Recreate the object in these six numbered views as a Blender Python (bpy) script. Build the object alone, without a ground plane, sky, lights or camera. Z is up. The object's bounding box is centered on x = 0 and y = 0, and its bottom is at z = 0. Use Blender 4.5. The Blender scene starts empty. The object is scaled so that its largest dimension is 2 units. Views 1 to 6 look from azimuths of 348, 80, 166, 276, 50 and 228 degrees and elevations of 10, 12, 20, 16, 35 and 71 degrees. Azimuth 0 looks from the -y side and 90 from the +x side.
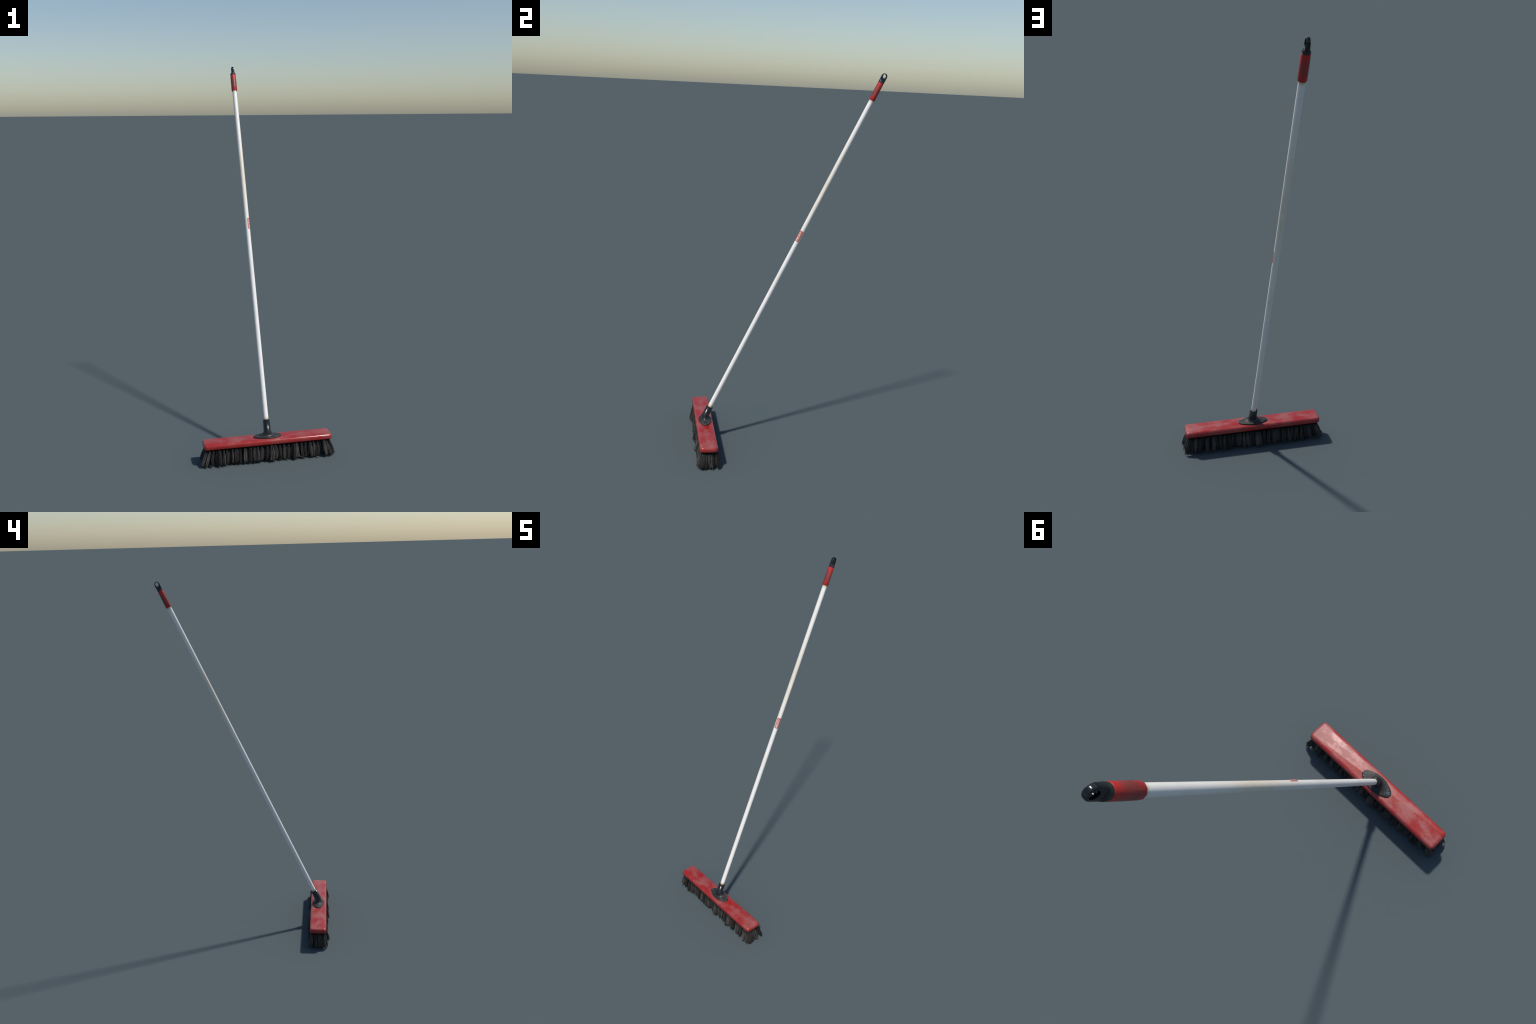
import bpy, bmesh, math, random
from mathutils import Vector, Matrix

random.seed(11)
COL = bpy.context.scene.collection

# ------------------------------------------------------------------ sizes (m)
CY = -0.405                                   # y of the brush block's middle
BLOCK_L, BLOCK_W = 0.663, 0.0925
BLOCK_Z0, BLOCK_Z1 = 0.0888, 0.1162
LEAN = math.radians(25.05)                    # lean of the pole towards +y
POLE_FOOT = Vector((0, -0.4103, 0.125))       # pole axis at the plate's height
POLE_R = 0.0123
S_GRIP0, S_GRIP1, S_TIP = 1.918, 2.0150, 2.0682   # along the pole axis
S_STICKER0, S_STICKER1 = 1.0950, 1.1560
AXIS = Vector((0, math.sin(LEAN), math.cos(LEAN)))
POLE_M = Matrix.Translation(POLE_FOOT) @ Matrix.Rotation(-LEAN, 4, 'X')

# ------------------------------------------------------------------ helpers
def new_obj(name, bm, mat, parent, matrix=None, smooth=True, angle=None, kind=None):
    me = bpy.data.meshes.new(name)
    bmesh.ops.recalc_face_normals(bm, faces=bm.faces[:])
    bm.to_mesh(me)
    bm.free()
    ob = bpy.data.objects.new(name, me)
    COL.objects.link(ob)
    if mat:
        me.materials.append(mat)
    for p in me.polygons:
        p.use_smooth = smooth
    if angle is not None:
        me.set_sharp_from_angle(angle=math.radians(angle))
    place(ob, parent, matrix or Matrix.Identity(4))
    if kind:
        ob["kind"] = kind
    return ob


def place(ob, parent, world):
    """Parent and set the world matrix, keeping a clean local transform."""
    ob.parent = parent
    w = Matrix.Identity(4)
    p = parent
    chain = []
    while p:
        chain.append(p)
        p = p.parent
    for p in reversed(chain):
        w = w @ p.matrix_basis
    ob.matrix_basis = w.inverted() @ world


def loft(bm, rings, close_start=True, close_end=True):
    vs = [[bm.verts.new(p) for p in r] for r in rings]
    n = len(rings[0])
    for a, b in zip(vs, vs[1:]):
        for i in range(n):
            j = (i + 1) % n
            bm.faces.new((a[i], a[j], b[j], b[i]))
    if close_start:
        bm.faces.new(vs[0][::-1])
    if close_end:
        bm.faces.new(vs[-1])
    return vs


def circle(r, z, n, phase=0.0, ry=None):
    ry = r if ry is None else ry
    return [Vector((r * math.cos(phase + 2 * math.pi * i / n),
                    ry * math.sin(phase + 2 * math.pi * i / n), z)) for i in range(n)]


# ------------------------------------------------------------------ materials
class Mat:
    def __init__(self, name):
        self.m = bpy.data.materials.new(name)
        self.m.use_nodes = True
        self.t = self.m.node_tree
        self.b = self.t.nodes["Principled BSDF"]
        self.co = self.t.nodes.new("ShaderNodeTexCoord")

    def n(self, kind, **kw):
        nd = self.t.nodes.new(kind)
        for k, v in kw.items():
            if k in nd.inputs:
                nd.inputs[k].default_value = v
            else:
                setattr(nd, k, v)
        return nd

    def l(self, a, b):
        self.t.links.new(a, b)

    def coords(self, scale=(1, 1, 1), loc=(0, 0, 0)):
        mp = self.n("ShaderNodeMapping")
        mp.inputs["Scale"].default_value = scale
        mp.inputs["Location"].default_value = loc
        self.l(self.co.outputs["Object"], mp.inputs["Vector"])
        return mp.outputs["Vector"]

    def noise(self, scale, detail=3, rough=0.55, sc=(1, 1, 1), loc=(0, 0, 0), dist=0.0):
        nz = self.n("ShaderNodeTexNoise")
        nz.inputs["Scale"].default_value = scale
        nz.inputs["Detail"].default_value = detail
        nz.inputs["Roughness"].default_value = rough
        nz.inputs["Distortion"].default_value = dist
        self.l(self.coords(sc, loc), nz.inputs["Vector"])
        return nz.outputs["Fac"]

    def ramp(self, fac, stops, interp='LINEAR'):
        r = self.n("ShaderNodeValToRGB")
        r.color_ramp.interpolation = interp
        els = r.color_ramp.elements
        while len(els) < len(stops):
            els.new(0.5)
        for e, (p, c) in zip(els, stops):
            e.position = p
            e.color = (c, c, c, 1) if isinstance(c, (int, float)) else (*c, 1)
        self.l(fac, r.inputs["Fac"])
        return r.outputs["Color"]

    def mix(self, fac, a, b, mode='MIX'):
        mx = self.n("ShaderNodeMix", data_type='RGBA', blend_type=mode)
        for sock, v in ((mx.inputs[0], fac), (mx.inputs[6], a), (mx.inputs[7], b)):
            if hasattr(v, "links"):
                self.l(v, sock)
            elif isinstance(v, (int, float)):
                sock.default_value = v
            else:
                sock.default_value = (*v, 1)
        return mx.outputs[2]

    def math(self, op, a, b=0.0, clamp=False):
        m = self.n("ShaderNodeMath", operation=op, use_clamp=clamp)
        for s, v in ((m.inputs[0], a), (m.inputs[1], b)):
            if hasattr(v, "links"):
                self.l(v, s)
            else:
                s.default_value = v
        return m.outputs[0]

    def axis(self, which):
        sp = self.n("ShaderNodeSeparateXYZ")
        self.l(self.co.outputs["Object"], sp.inputs[0])
        return sp.outputs[which]

    def band(self, v, a, b):
        """0 at a, 1 at b, clamped."""
        mr = self.n("ShaderNodeMapRange")
        mr.clamp = True
        mr.inputs["From Min"].default_value = a
        mr.inputs["From Max"].default_value = b
        self.l(v, mr.inputs["Value"])
        return mr.outputs[0]

    def bump(self, h, strength, dist=0.001):
        bp = self.n("ShaderNodeBump")
        bp.inputs["Strength"].default_value = strength
        bp.inputs["Distance"].default_value = dist
        self.l(h, bp.inputs["Height"])
        self.l(bp.outputs[0], self.b.inputs["Normal"])
        return bp

    def out(self, color=None, rough=None, metallic=None, spec=None):
        for key, v in (("Base Color", color), ("Roughness", rough),
                       ("Metallic", metallic), ("Specular IOR Level", spec)):
            if v is None:
                continue
            s = self.b.inputs[key]
            if hasattr(v, "links"):
                self.l(v, s)
            elif isinstance(v, (int, float)):
                s.default_value = v
            else:
                s.default_value = (*v, 1)
        return self.m


def red_paint():
    m = Mat("worn_red_paint")
    cloud = m.noise(19, 4, 0.55, sc=(0.8, 1.25, 1.0), loc=(0.31, 0.12, 0))
    fine = m.noise(75, 3, 0.6, loc=(2, 0, 0))
    both = m.math('ADD', m.math('MULTIPLY', cloud, 0.82), m.math('MULTIPLY', fine, 0.18))
    base = m.ramp(both, [(0.34, (0.33, 0.011, 0.010)), (0.44, (0.330, 0.029, 0.026)),
                         (0.55, (0.325, 0.068, 0.062)), (0.72, (0.34, 0.104, 0.095))])
    # dust lies on the top face, the sides stay redder
    geo = m.n("ShaderNodeNewGeometry")
    sp = m.n("ShaderNodeSeparateXYZ")
    m.l(geo.outputs["Normal"], sp.inputs[0])
    up = m.band(sp.outputs[2], 0.35, 0.98)
    col = m.mix(up, m.mix(0.45, (0.33, 0.018, 0.017), base), base)
    # long edges are rubbed back to clean paint, unevenly
    edge = m.math('MULTIPLY', m.band(m.math('ABSOLUTE', m.axis(1)), 0.024, 0.041), m.band(cloud, 0.66, 0.40))
    col = m.mix(m.math('MULTIPLY', edge, 0.75), col, (0.335, 0.020, 0.019))
    specks = m.ramp(m.noise(120, 2, 0.5, loc=(5, 1, 0)), [(0.27, 1.0), (0.31, 0.0)])
    col = m.mix(m.math('MULTIPLY', specks, 0.7), col, (0.18, 0.006, 0.009))
    up2 = m.band(sp.outputs[2], 0.80, 0.99)
    dusty = m.ramp(both, [(0.36, 0.30), (0.46, 0.33), (0.54, 0.46), (0.68, 0.52)])
    gloss = m.ramp(both, [(0.36, 0.15), (0.50, 0.19), (0.70, 0.27)])
    rough = m.mix(up2, gloss, dusty)
    m.bump(m.noise(50, 3, 0.5), 0.22, 0.001)
    return m.out(col, rough, spec=0.5)


def pole_paint():
    m = Mat("white_enamel")
    z = m.axis(2)
    streak = m.noise(9, 4, 0.6, sc=(6, 6, 1.2))
    # yellowed stretch above the label, patchy
    a = m.band(z, 1.02, 1.32)
    b = m.band(z, 1.72, 1.42)
    yel = m.math('MULTIPLY', m.math('MULTIPLY', a, b), m.band(streak, 0.25, 0.62))
    low = m.math('MULTIPLY', m.band(m.noise(5, 3, 0.5, sc=(1, 1, 1), loc=(3, 0, 0.4)), 0.5, 0.66), 0.35)
    col = m.mix(low, (0.86, 0.835, 0.79), (0.76, 0.69, 0.60))
    col = m.mix(m.math('MULTIPLY', yel, 0.85), col, (0.76, 0.66, 0.50))
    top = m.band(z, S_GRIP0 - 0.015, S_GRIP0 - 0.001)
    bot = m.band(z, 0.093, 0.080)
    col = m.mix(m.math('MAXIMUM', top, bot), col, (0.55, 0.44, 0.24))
    return m.out(col, m.ramp(streak, [(0.3, 0.28), (0.7, 0.45)]), spec=0.5)


def grip_rubber():
    m = Mat("red_grip_rubber")
    z = m.axis(2)
    n1 = m.noise(42, 4, 0.6, sc=(1, 1, 0.35))
    mid = m.math('MULTIPLY', m.band(z, S_GRIP1 - 0.004, S_GRIP1 - 0.042), m.band(z, S_GRIP0 + 0.004, S_GRIP0 + 0.03))
    dirt = m.math('MULTIPLY', mid, m.band(n1, 0.22, 0.62))
    col = m.mix(dirt, (0.52, 0.020, 0.018), (0.20, 0.042, 0.035))
    lowdark = m.math('MULTIPLY', m.band(z, S_GRIP0 + 0.06, S_GRIP0), m.band(m.noise(60, 3, 0.6, sc=(1, 1, 0.2), loc=(1, 2, 0)), 0.48, 0.66))
    col = m.mix(m.math('MULTIPLY', lowdark, 0.8), col, (0.11, 0.010, 0.012))
    m.bump(m.noise(300, 2), 0.08, 0.0005)
    return m.out(col, m.ramp(n1, [(0.3, 0.34), (0.7, 0.5)]), spec=0.5)


def cap_plastic():
    m = Mat("black_cap_plastic")
    z = m.axis(2)
    low = m.band(z, S_GRIP1 + 0.016, S_GRIP1 + 0.008)
    col = m.mix(low, (0.010, 0.011, 0.013), (0.022, 0.027, 0.028))
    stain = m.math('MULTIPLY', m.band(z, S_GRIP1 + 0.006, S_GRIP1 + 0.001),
                   m.ramp(m.noise(90, 3, 0.6), [(0.5, 0.0), (0.56, 1.0)]))
    col = m.mix(stain, col, (0.05, 0.002, 0.003))
    return m.out(col, m.ramp(low, [(0, 0.13), (1, 0.42)]), spec=0.5)


def bracket_plastic():
    m = Mat("scuffed_black_plastic")
    z = m.axis(2)
    n1 = m.noise(45, 4, 0.6, loc=(0.4, 0, 0))
    geo = m.n("ShaderNodeNewGeometry")
    sp = m.n("ShaderNodeSeparateXYZ")
    m.l(geo.outputs["Normal"], sp.inputs[0])
    flat = m.band(sp.outputs[2], 0.45, 0.9)
    low = m.band(z, 0.150, 0.128)
    scuff = m.math('MULTIPLY', m.math('MULTIPLY', low, flat), m.ramp(n1, [(0.34, 0.15), (0.62, 1.0)]))
    scuff = m.math('MULTIPLY', scuff, m.ramp(m.band(m.axis(0), -0.045, 0.030), [(0, 0.30), (1, 1.0)]))  # sunlit +x half painted paler, -x half darkened as turned from the sun
    col = m.mix(scuff, (0.010, 0.011, 0.013), (0.066, 0.0625, 0.057))
    # pale rubbed patches round the ends of the plate, dark ring round the screws
    x = m.math('ABSOLUTE', m.axis(0))
    ends = m.math('MULTIPLY', m.band(x, 0.040, 0.062), flat)
    wear = m.math('MULTIPLY', ends, m.ramp(m.noise(150, 3, 0.6, loc=(1, 0, 0)), [(0.50, 0.0), (0.66, 1.0)]))
    col = m.mix(wear, col, (0.15, 0.145, 0.135))
    cmb = m.n("ShaderNodeCombineXYZ")
    m.l(m.math('SUBTRACT', x, 0.058), cmb.inputs[0])
    m.l(m.math('SUBTRACT', m.axis(1), 0.0013), cmb.inputs[1])
    ln = m.n("ShaderNodeVectorMath", operation='LENGTH')
    m.l(cmb.outputs[0], ln.inputs[0])
    ring = m.band(ln.outputs["Value"], 0.0085, 0.0060)
    col = m.mix(m.math('MULTIPLY', ring, 0.85), col, (0.012, 0.014, 0.015))
    rough = m.ramp(m.math('MULTIPLY', low, flat), [(0, 0.25), (1, 0.56)])
    # tube normals are bent towards the mouth to draw the sun's highlight streak
    lean = m.n("ShaderNodeVectorMath", operation='SCALE')
    lean.inputs[0].default_value = AXIS
    m.l(m.math('MULTIPLY', m.band(z, 0.140, 0.150), 0.30), lean.inputs["Scale"])
    add = m.n("ShaderNodeVectorMath", operation='ADD')
    m.l(geo.outputs["Normal"], add.inputs[0])
    m.l(lean.outputs[0], add.inputs[1])
    nrm = m.n("ShaderNodeVectorMath", operation='NORMALIZE')
    m.l(add.outputs[0], nrm.inputs[0])
    m.l(nrm.outputs[0], m.bump(m.noise(160, 3), 0.05, 0.0006).inputs["Normal"])
    return m.out(col, rough, spec=m.ramp(m.math('MULTIPLY', low, flat), [(0, 0.5), (1, 0.30)]))


def screw_metal():
    m = Mat("teal_zinc_screw")
    n = m.noise(260, 2)
    return m.out(m.ramp(n, [(0.35, (0.015, 0.055, 0.062)), (0.65, (0.045, 0.14, 0.155))]), 0.5, 0.3)


def plain(name, col, rough, spec=0.5):
    return Mat(name).out(col, rough, spec=spec)


def bristle_fibre():
    m = Mat("dark_brown_bristle")
    z = m.axis(2)                      # each tuft: 0 at the root, -1 at the tips
    oi = m.n("ShaderNodeObjectInfo")
    streak = m.noise(1.0, 4, 0.65, sc=(420, 420, 5))
    col = m.ramp(streak, [(0.30, (0.018, 0.0166, 0.0158)), (0.50, (0.056, 0.0505, 0.0470)),
                          (0.72, (0.118, 0.104, 0.095))])
    per = m.mix(oi.outputs["Random"], (0.30, 0.30, 0.31), (1.50, 1.47, 1.44))  # tufts tinted dark to bright at random, painting in depth shading
    col = m.mix(1.0, col, per, 'MULTIPLY')
    root = m.band(z, -0.42, -0.12)  # occlusion shadow under the block, baked into the colour near the roots
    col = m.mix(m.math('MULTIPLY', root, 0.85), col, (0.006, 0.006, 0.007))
    return m.out(col, 0.62, spec=0.3)


RED, WHITE, GRIP, CAP = red_paint(), pole_paint(), grip_rubber(), cap_plastic()
BRACKET, SCREW, BRISTLE = bracket_plastic(), screw_metal(), bristle_fibre()
SLOT = plain("screw_recess_black", (0.008, 0.012, 0.014), 0.6)
LABEL_RED = plain("label_red", (0.53, 0.105, 0.078), 0.5)
LABEL_WHITE = plain("label_white", (0.74, 0.56, 0.51), 0.5)

# ------------------------------------------------------------------ the broom
broom = bpy.data.objects.new("push_broom", None)
COL.objects.link(broom)
broom.matrix_basis = Matrix.Translation((0, CY, 0))
broom["label"] = "red push broom with long white leaning pole and black bristles"
broom["category"] = "broom"
TOP = Matrix.Translation((0, CY, 0))

# ---- brush head: rounded red block
bm = bmesh.new()
bmesh.ops.create_cube(bm, size=1.0)
for v in bm.verts:
    v.co.x *= BLOCK_L
    v.co.y *= BLOCK_W
    v.co.z = BLOCK_Z0 + (v.co.z + 0.5) * (BLOCK_Z1 - BLOCK_Z0)
upright = [e for e in bm.edges if abs(e.verts[0].co.z - e.verts[1].co.z) > 0.01]
bmesh.ops.bevel(bm, geom=upright, offset=0.0165, segments=4, profile=0.5, affect='EDGES')
rim = [e for e in bm.edges if abs(e.verts[0].co.z - BLOCK_Z1) < 1e-5 and abs(e.verts[1].co.z - BLOCK_Z1) < 1e-5]
bmesh.ops.bevel(bm, geom=rim, offset=0.0110, segments=3, profile=0.5, affect='EDGES')
rim = [e for e in bm.edges if abs(e.verts[0].co.z - BLOCK_Z0) < 1e-5 and abs(e.verts[1].co.z - BLOCK_Z0) < 1e-5]
bmesh.ops.bevel(bm, geom=rim, offset=0.006, segments=2, profile=0.5, affect='EDGES')
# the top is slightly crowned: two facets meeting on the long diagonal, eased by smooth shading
top = max((f for f in bm.faces if f.normal.z > 0.9), key=lambda f: f.calc_area())
bmesh.ops.inset_region(bm, faces=[top], thickness=0.004, depth=0.00045)
vs = list(top.verts)
a = max(vs, key=lambda v: v.co.x * 1.0 + v.co.y * 5)
b = min(vs, key=lambda v: v.co.x * 1.0 + v.co.y * 5)
bmesh.ops.connect_verts(bm, verts=[a, b])
head = new_obj("brush_head", bm, RED, broom, TOP)

# ---- mounting bracket: lens plate that sweeps up into the tilted socket
half = [(0.0715, 0.0075), (0.0645, 0.0155), (0.046, 0.0250), (0.024, 0.0322), (0.0, 0.0347)]
PLATE_Y = -0.4025 - CY


def lens(scale_off, z):
    quad = half
    right = [(x, -y) for x, y in quad][::-1][:-1]          # from (0,-w) towards +x, below
    ring = [(x, -y) for x, y in reversed(quad)]            # 0,-w  -> tip,-
    ring += [(x, y) for x, y in quad]                      # tip,+ -> 0,+w
    ring += [(-x, y) for x, y in list(reversed(quad))[1:]]
    ring += [(-x, -y) for x, y in quad[:-1]]
    out = []
    for x, y in ring:
        k = math.hypot(x, y)
        f = (k - scale_off) / k
        out.append(Vector((x * f, y * f + PLATE_Y, z)))
    return out


def subdivide(ring, n=3):
    out = []
    for i, p in enumerate(ring):
        q = ring[(i + 1) % len(ring)]
        for k in range(n):
            out.append(p.lerp(q, k / n))
    return out


def on_axis(s, r, angles):
    """circle round the pole axis at distance s, local to the brush origin"""
    c = POLE_FOOT + AXIS * s - Vector((0, CY, 0))
    ex, ey = Vector((1, 0, 0)), AXIS.cross(Vector((1, 0, 0)))
    return [c + ex * (r * math.cos(t)) + ey * (r * math.sin(t)) for t in angles]


base_ring = subdivide(lens(0, 0))
centre = Vector((0, POLE_FOOT.y - CY, 0))
angles = [math.atan2((p.y - centre.y) / 0.6, p.x / 1.0) for p in base_ring]
# spread evenly-ish round the socket
n = len(base_ring)
start = angles[0]
angles = [0.45 * (start + ((t - start) % (2 * math.pi))) + 0.55 * (start + 2 * math.pi * i / n)
          for i, t in enumerate(angles)]
Z0, Z1 = BLOCK_Z1 + 0.0003, 0.1212
rings = [subdivide(lens(0.003, Z0)), subdivide(lens(0.0006, Z0 + 0.0008)), subdivide(lens(0, Z1 - 0.0008)),
         subdivide(lens(0.0006, Z1 + 0.0004)), subdivide(lens(0.0022, Z1 + 0.0012))]
inner = subdivide(lens(0.0022, Z1 + 0.0012))
foot = on_axis(0.0235, 0.0186, angles)
for t in (0.2, 0.42, 0.6, 0.75, 0.86, 0.94):
    ring = []
    for p, q in zip(inner, foot):
        xy = p.lerp(q, t)
        base_z = p.z + 0.0008 * min(1.0, t * 3)
        rise = 1 - math.sqrt(max(0.0, 1 - (max(0.0, t - 0.22) / 0.78) ** 2.3))
        ring.append(Vector((xy.x, xy.y, base_z + (q.z - base_z) * rise)))
    rings.append(ring)
rings.append(foot)
for s, r in ((0.0775, 0.0178), (0.0783, 0.0165), (0.0787, 0.0158),
             (0.0786, 0.0146), (0.0770, 0.0136), (0.060, 0.0134)):
    rings.append(on_axis(s, r, angles))
bm = bmesh.new()
loft(bm, rings, True, True)
bracket = new_obj("mounting_bracket", bm, BRACKET, broom, TOP, angle=78)

# ---- two cross-head screws in the plate
bm = bmesh.new()
prof = [(0.0052, -0.003), (0.0052, 0.0004), (0.0046, 0.0010), (0.0026, 0.0010), (0.0020, 0.0002)]
loft(bm, [circle(r, z, 20) for r, z in prof])
screw_me = None
for i, x in enumerate((-0.058, 0.058)):
    m = Matrix.Translation((x, -0.4037, 0.1228)) @ Matrix.Rotation(random.uniform(0, 1.5), 4, 'Z')
    if screw_me is None:
        screw = new_obj("screw", bm, SCREW, bracket, m, angle=40)
        screw_me = screw.data
        b2 = bmesh.new()
        for k in range(2):
            bmesh.ops.create_cube(b2, size=1.0, matrix=Matrix.Translation((0, 0, 0.0006 + 0.0001 * k)) @
                                  Matrix.Rotation(k * math.pi / 2, 4, 'Z') @ Matrix.Diagonal((0.0054, 0.0013, 0.0012, 1)))
        rec = new_obj("screw_recess", b2, SLOT, bracket, m, smooth=False)
        rec_me = rec.data
    else:
        for me, nm in ((screw_me, "screw"), (rec_me, "screw_recess")):
            o = bpy.data.objects.new(nm, me)
            COL.objects.link(o)
            place(o, bracket, m)

# ---- pole
bm = bmesh.new()
loft(bm, [circle(POLE_R, z, 40) for z in (0.03, 0.08, 0.5, 1.0, 1.5, S_GRIP0 + 0.02)])
pole = new_obj("pole", bm, WHITE, broom, POLE_M, angle=60)

# ---- label: curved rounded plate with raised letters
PH0, PH1 = math.radians(-91), math.radians(13)


def wrap(bm, radius):
    """flat (u along the pole, v up the letters, w thickness) -> round the pole"""
    pm = 0.5 * (PH0 + PH1)
    sm = 0.5 * (S_STICKER0 + S_STICKER1)
    for v in bm.verts:
        u, w, h = v.co
        ph = pm - w / POLE_R
        r = radius + h
        v.co = Vector((r * math.cos(ph), r * math.sin(ph), sm + u))


def slice_rows(bm, width, n):
    for i in range(1, n):
        bmesh.ops.bisect_plane(bm, geom=bm.verts[:] + bm.edges[:] + bm.faces[:],
                               plane_co=(0, -width / 2 + width * i / n, 0), plane_no=(0, 1, 0))


LW, LL = (PH1 - PH0) * POLE_R, S_STICKER1 - S_STICKER0
bm = bmesh.new()
pts = []
rc = 0.0042
for cx, cy, a0 in ((1, 1, 0), (-1, 1, 90), (-1, -1, 180), (1, -1, 270)):
    for k in range(6):
        t = math.radians(a0 + 18 * k)
        pts.append(((LL / 2 - rc) * cx + rc * math.cos(t), (LW / 2 - rc) * cy + rc * math.sin(t)))
lo = [bm.verts.new((x, y, 0)) for x, y in pts]
hi = [bm.verts.new((x, y, 0.0005)) for x, y in pts]
bm.faces.new(lo[::-1])
bm.faces.new(hi)
for i in range(len(pts)):
    j = (i + 1) % len(pts)
    bm.faces.new((lo[i], lo[j], hi[j], hi[i]))
slice_rows(bm, LW, 18)
bmesh.ops.triangulate(bm, faces=bm.faces[:])
wrap(bm, POLE_R - 0.0001)
label = new_obj("label", bm, LABEL_RED, pole, POLE_M, angle=35)

cu = bpy.data.curves.new("lettering", 'FONT')
cu.body = "MICKY"
cu.align_x, cu.align_y = 'CENTER', 'CENTER'
cu.size = 0.0165
cu.extrude = 0.00035
cu.offset = 0.0005
tmp = bpy.data.objects.new("lettering_source", cu)
COL.objects.link(tmp)
bpy.context.view_layer.update()
me = bpy.data.meshes.new_from_object(tmp.evaluated_get(bpy.context.evaluated_depsgraph_get()))
bm = bmesh.new()
bm.from_mesh(me)
bpy.data.objects.remove(tmp)
xs, ys = [v.co.x for v in bm.verts], [v.co.y for v in bm.verts]
kx, ky = (LL - 0.0085) / (max(xs) - min(xs)), (LW * 0.60) / (max(ys) - min(ys))
mx, my = 0.5 * (max(xs) + min(xs)), 0.5 * (max(ys) + min(ys))
for v in bm.verts:
    v.co.x, v.co.y = (v.co.x - mx) * kx, (v.co.y - my) * ky + LW * 0.03
slice_rows(bm, LW, 18)
bmesh.ops.triangulate(bm, faces=bm.faces[:])
wrap(bm, POLE_R + 0.0004)
new_obj("lettering", bm, LABEL_WHITE, label, POLE_M, smooth=False)

# ---- grip: ten-sided rubber sleeve
NS = 10
bm = bmesh.new()
ph = math.radians(18)
loft(bm, [circle(r, z, NS, ph) for r, z in (
    (0.0128, S_GRIP0 + 0.0015), (0.0152, S_GRIP0), (0.0161, S_GRIP0 + 0.0014), (0.0161, S_GRIP0 + 0.03),
    (0.0158, S_GRIP0 + 0.07), (0.0155, S_GRIP1 - 0.0006), (0.0146, S_GRIP1))])
grip = new_obj("grip", bm, GRIP, broom, POLE_M, angle=50)

# ---- hanging cap: round foot, flattened loop with an eye
bm = bmesh.new()
prof = []                                   # (z, half width x, half width y)
R = 0.0151
zc = S_TIP - R                              # centre of the rounded end
for z, wx in ((S_GRIP1 - 0.003, 0.0134), (S_GRIP1 + 0.0006, 0.0148), (S_GRIP1 + 0.0085, 0.0150), (S_GRIP1 + 0.0098, 0.0143),
              (S_GRIP1 + 0.0145, 0.0100), (S_GRIP1 + 0.0165, 0.0090), (S_GRIP1 + 0.030, 0.0078)):
    prof.append((z, wx, min(R, wx) if z < S_GRIP1 + 0.009 else R))
for k in range(0, 9):
    t = math.radians(10 * k + 2)
    prof.append((zc + R * math.sin(t), 0.0074 - 0.0018 * math.sin(t), R * math.cos(t)))
rings = []
for z, wx, wy in prof:
    flat = max(0.0, min(1.0, (z - S_GRIP1 - 0.008) / 0.010))
    e = 1.0 - 0.55 * flat                   # round foot turns to a flat-sided bar
    ring = []
    for i in range(28):
        t = 2 * math.pi * (i + 0.5) / 28
        c, s = math.cos(t), math.sin(t)
        ring.append(Vector((wx * math.copysign(abs(c) ** e, c), wy * math.copysign(abs(s) ** e, s), z)))
    rings.append(ring)
loft(bm, rings)
cap = new_obj("hanging_cap", bm, CAP, broom, POLE_M)
bm = bmesh.new()
rings = []
for x in (-0.02, -0.0075, -0.0035, 0.0, 0.0035, 0.0075, 0.02):
    g = 1.0 + 0.10 * min(1.0, (abs(x) / 0.0075) ** 2)
    rings.append([Vector((x, 0.0083 * g * math.cos(2 * math.pi * i / 14), zc + 0.0004 + 0.0106 * g * math.sin(2 * math.pi * i / 14))) for i in range(14)])
loft(bm, rings)
cutter = new_obj("eye_cutter", bm, CAP, None, POLE_M)
cutter.parent = None
bo = cap.modifiers.new("eye", 'BOOLEAN')
bo.operation, bo.solver, bo.object = 'DIFFERENCE', 'EXACT', cutter
bpy.context.view_layer.update()
me = bpy.data.meshes.new_from_object(cap.evaluated_get(bpy.context.evaluated_depsgraph_get()))
cap.modifiers.clear()
cap.data = me
for p in me.polygons:
    p.use_smooth = True
me.set_sharp_from_angle(angle=math.radians(42))
bpy.data.objects.remove(cutter)

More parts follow.
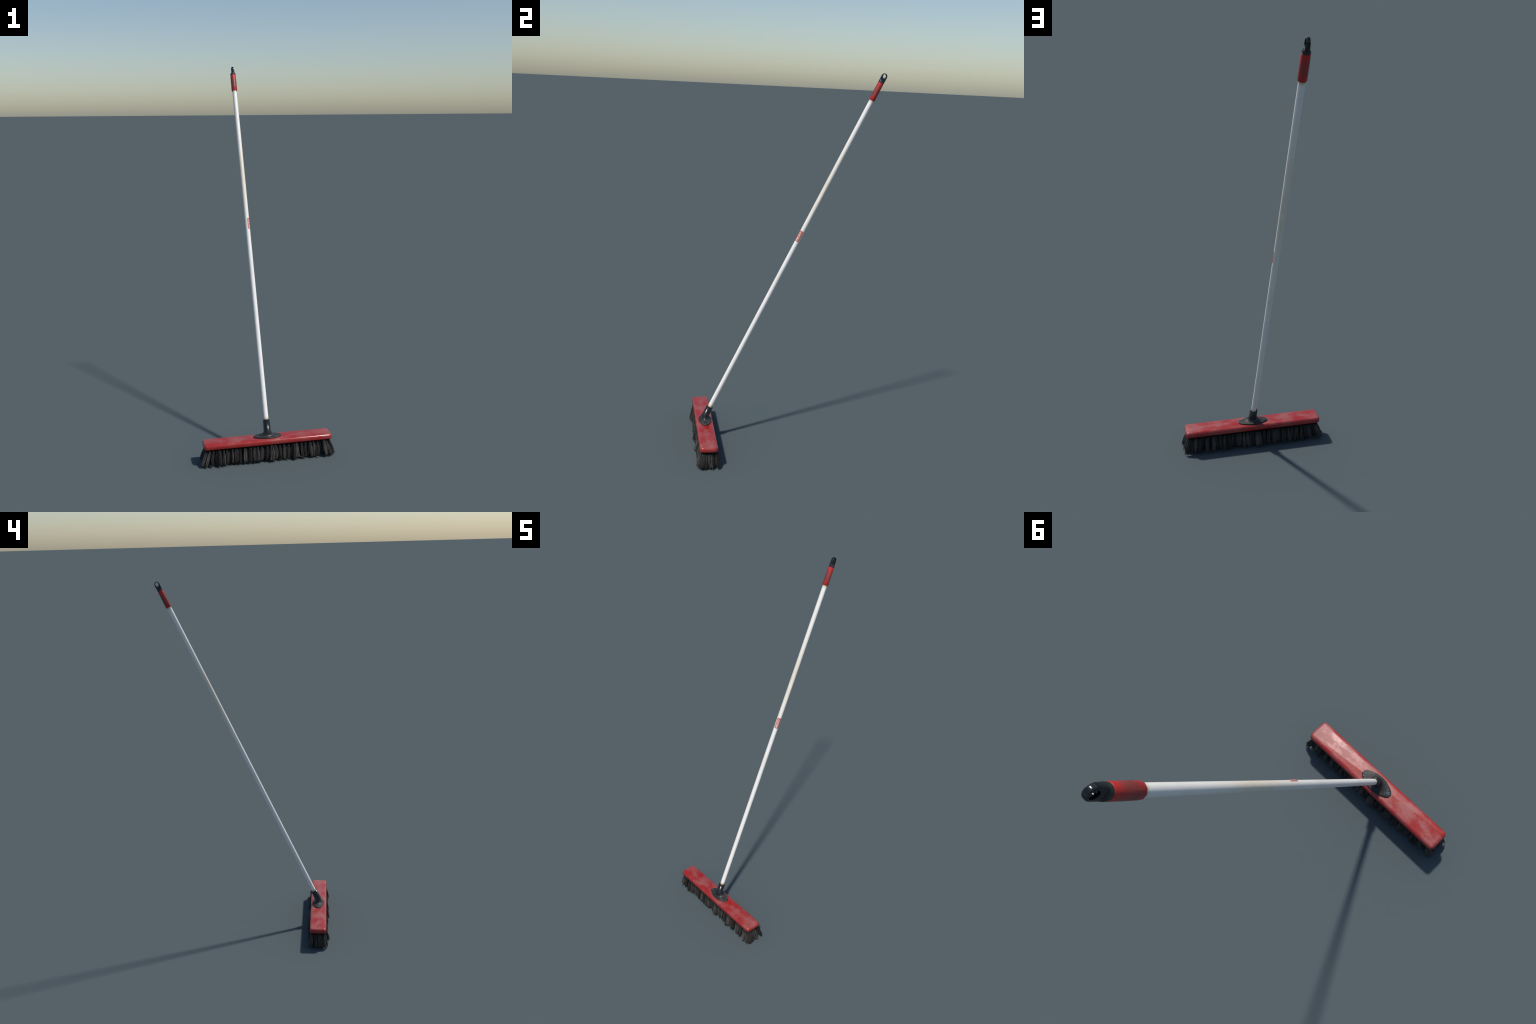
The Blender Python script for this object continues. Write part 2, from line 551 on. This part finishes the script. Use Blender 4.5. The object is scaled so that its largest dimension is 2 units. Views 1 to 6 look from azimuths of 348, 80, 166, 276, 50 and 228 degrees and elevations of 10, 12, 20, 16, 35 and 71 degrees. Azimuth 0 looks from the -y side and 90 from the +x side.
# ------------------------------------------------------------------ bristles
# A tuft is a pinched bundle of tapered fibres, modelled root at z=0, tips near z=-1,
# and scaled to length when placed. x, y are in metres.
def tuft_mesh(name, rnd):
    bm = bmesh.new()
    fibres = rnd.randint(20, 30)
    belly = rnd.uniform(0.0050, 0.0085)
    peak = rnd.uniform(0.45, 0.85)
    draw = rnd.uniform(0.0, 0.0040)
    flat = rnd.uniform(0.65, 1.0)
    sway = (rnd.uniform(-0.0055, 0.0055), rnd.uniform(-0.002, 0.002))
    hook = (rnd.uniform(-0.0045, 0.0045), rnd.uniform(-0.002, 0.002))
    for f in range(fibres):
        ang = f * 2.39996 + rnd.uniform(-0.3, 0.3)
        rad = math.sqrt((f + 0.5) / fibres)
        ln = rnd.uniform(0.84, 0.92) if rad < 0.70 else rnd.uniform(0.88, 1.0)
        fr = rnd.uniform(0.0012, 0.0021)
        curl = (rnd.gauss(0, 0.0024), rnd.gauss(0, 0.0020))
        rings = []
        for t in (0.0, 0.18, 0.36, 0.54, 0.70, 0.84, 0.965, 1.0):
            # pinched root, belly low down, then drawn in again
            env = 0.0034 + belly * math.sin(min(1.0, t / peak) * math.pi / 2) - draw * max(0.0, t - peak) / (1 - peak)
            s1, s2 = math.sin(t * math.pi * 0.8), t ** 3
            cx = math.cos(ang) * rad * env + curl[0] * t * t + sway[0] * s1 + hook[0] * s2
            cy = math.sin(ang) * rad * env * flat + curl[1] * t * t + sway[1] * s1 + hook[1] * s2
            thick = fr * (1.0 + 0.25 * math.sin(t * math.pi)) * (1.0 if t < 0.7 else 1.0 - 0.60 * ((t - 0.7) / 0.3) ** 2)
            rings.append([Vector((cx + thick * math.cos(2 * math.pi * i / 5 + ang), cy + thick * math.sin(2 * math.pi * i / 5 + ang), -t * ln)) for i in range(5)])
        loft(bm, rings)
    bmesh.ops.recalc_face_normals(bm, faces=bm.faces[:])
    me = bpy.data.meshes.new(name)
    bm.to_mesh(me)
    bm.free()
    for p in me.polygons:
        p.use_smooth = True
    me.materials.append(BRISTLE)
    return me


rnd = random.Random(5)
tufts = [tuft_mesh("bristle_tuft", rnd) for _ in range(16)]
# rows from front to back: (y as -1..1, number of tufts); front and back rows show
ROWS = [(-1.0, 28), (-0.70, 32), (-0.35, 33), (0.0, 34), (0.35, 33), (0.70, 32), (1.0, 28)]
spots = []
for v, cols in ROWS:
    for c in range(cols):
        spots.append(((c + 0.5 + rnd.uniform(-0.36, 0.36)) / cols * 2 - 1, v))
for side in (-1, 1):                        # the short ends are closed too
    for c in range(5):
        spots.append((side * rnd.uniform(0.985, 1.0), -0.9 + 0.45 * c + rnd.uniform(-0.08, 0.08)))
for u, v in spots:
    x0 = u * 0.312
    y0 = v * 0.0350 + rnd.gauss(0, 0.0012)
    end = max(0.0, abs(u) - 0.80) / 0.20
    x1 = u * 0.314 + math.copysign(0.028 * end ** 1.3, u) + rnd.gauss(0, 0.0048)
    y1 = v * 0.0515 + rnd.gauss(0, 0.0036) - 0.001
    x1 = max(-0.340, min(0.340, x1))
    y1 = max(-0.0570, min(0.0560, y1))
    z0, z1 = BLOCK_Z0 + 0.003, min(0.011, 0.0004 + abs(rnd.gauss(0, 0.0042)))
    if end > 0.6:
        z1 *= 0.5
    root, tip = Vector((x0, y0, z0)), Vector((x1, y1, z1))
    zax = (root - tip).normalized()
    xax = (Vector((1, 0, 0)) - zax * zax.x).normalized()
    rot = Matrix((xax, zax.cross(xax), zax)).transposed().to_4x4()
    k = rnd.uniform(0.62, 1.12) if abs(v) > 0.9 else rnd.uniform(0.85, 1.20)
    mat = (Matrix.Translation(root) @ rot @ Matrix.Rotation(rnd.choice((0, math.pi)) + rnd.gauss(0, 0.35), 4, 'Z')
           @ Matrix.Diagonal((k, k, (root - tip).length, 1)))
    me = rnd.choice(tufts)
    low = min((mat @ q.co).z for q in me.vertices)
    if low < 0.0:                           # never below the floor
        mat = mat @ Matrix.Diagonal((1, 1, z0 / (z0 - low), 1))
    ob = bpy.data.objects.new("bristle_tuft", me)
    COL.objects.link(ob)
    place(ob, head, TOP @ mat)
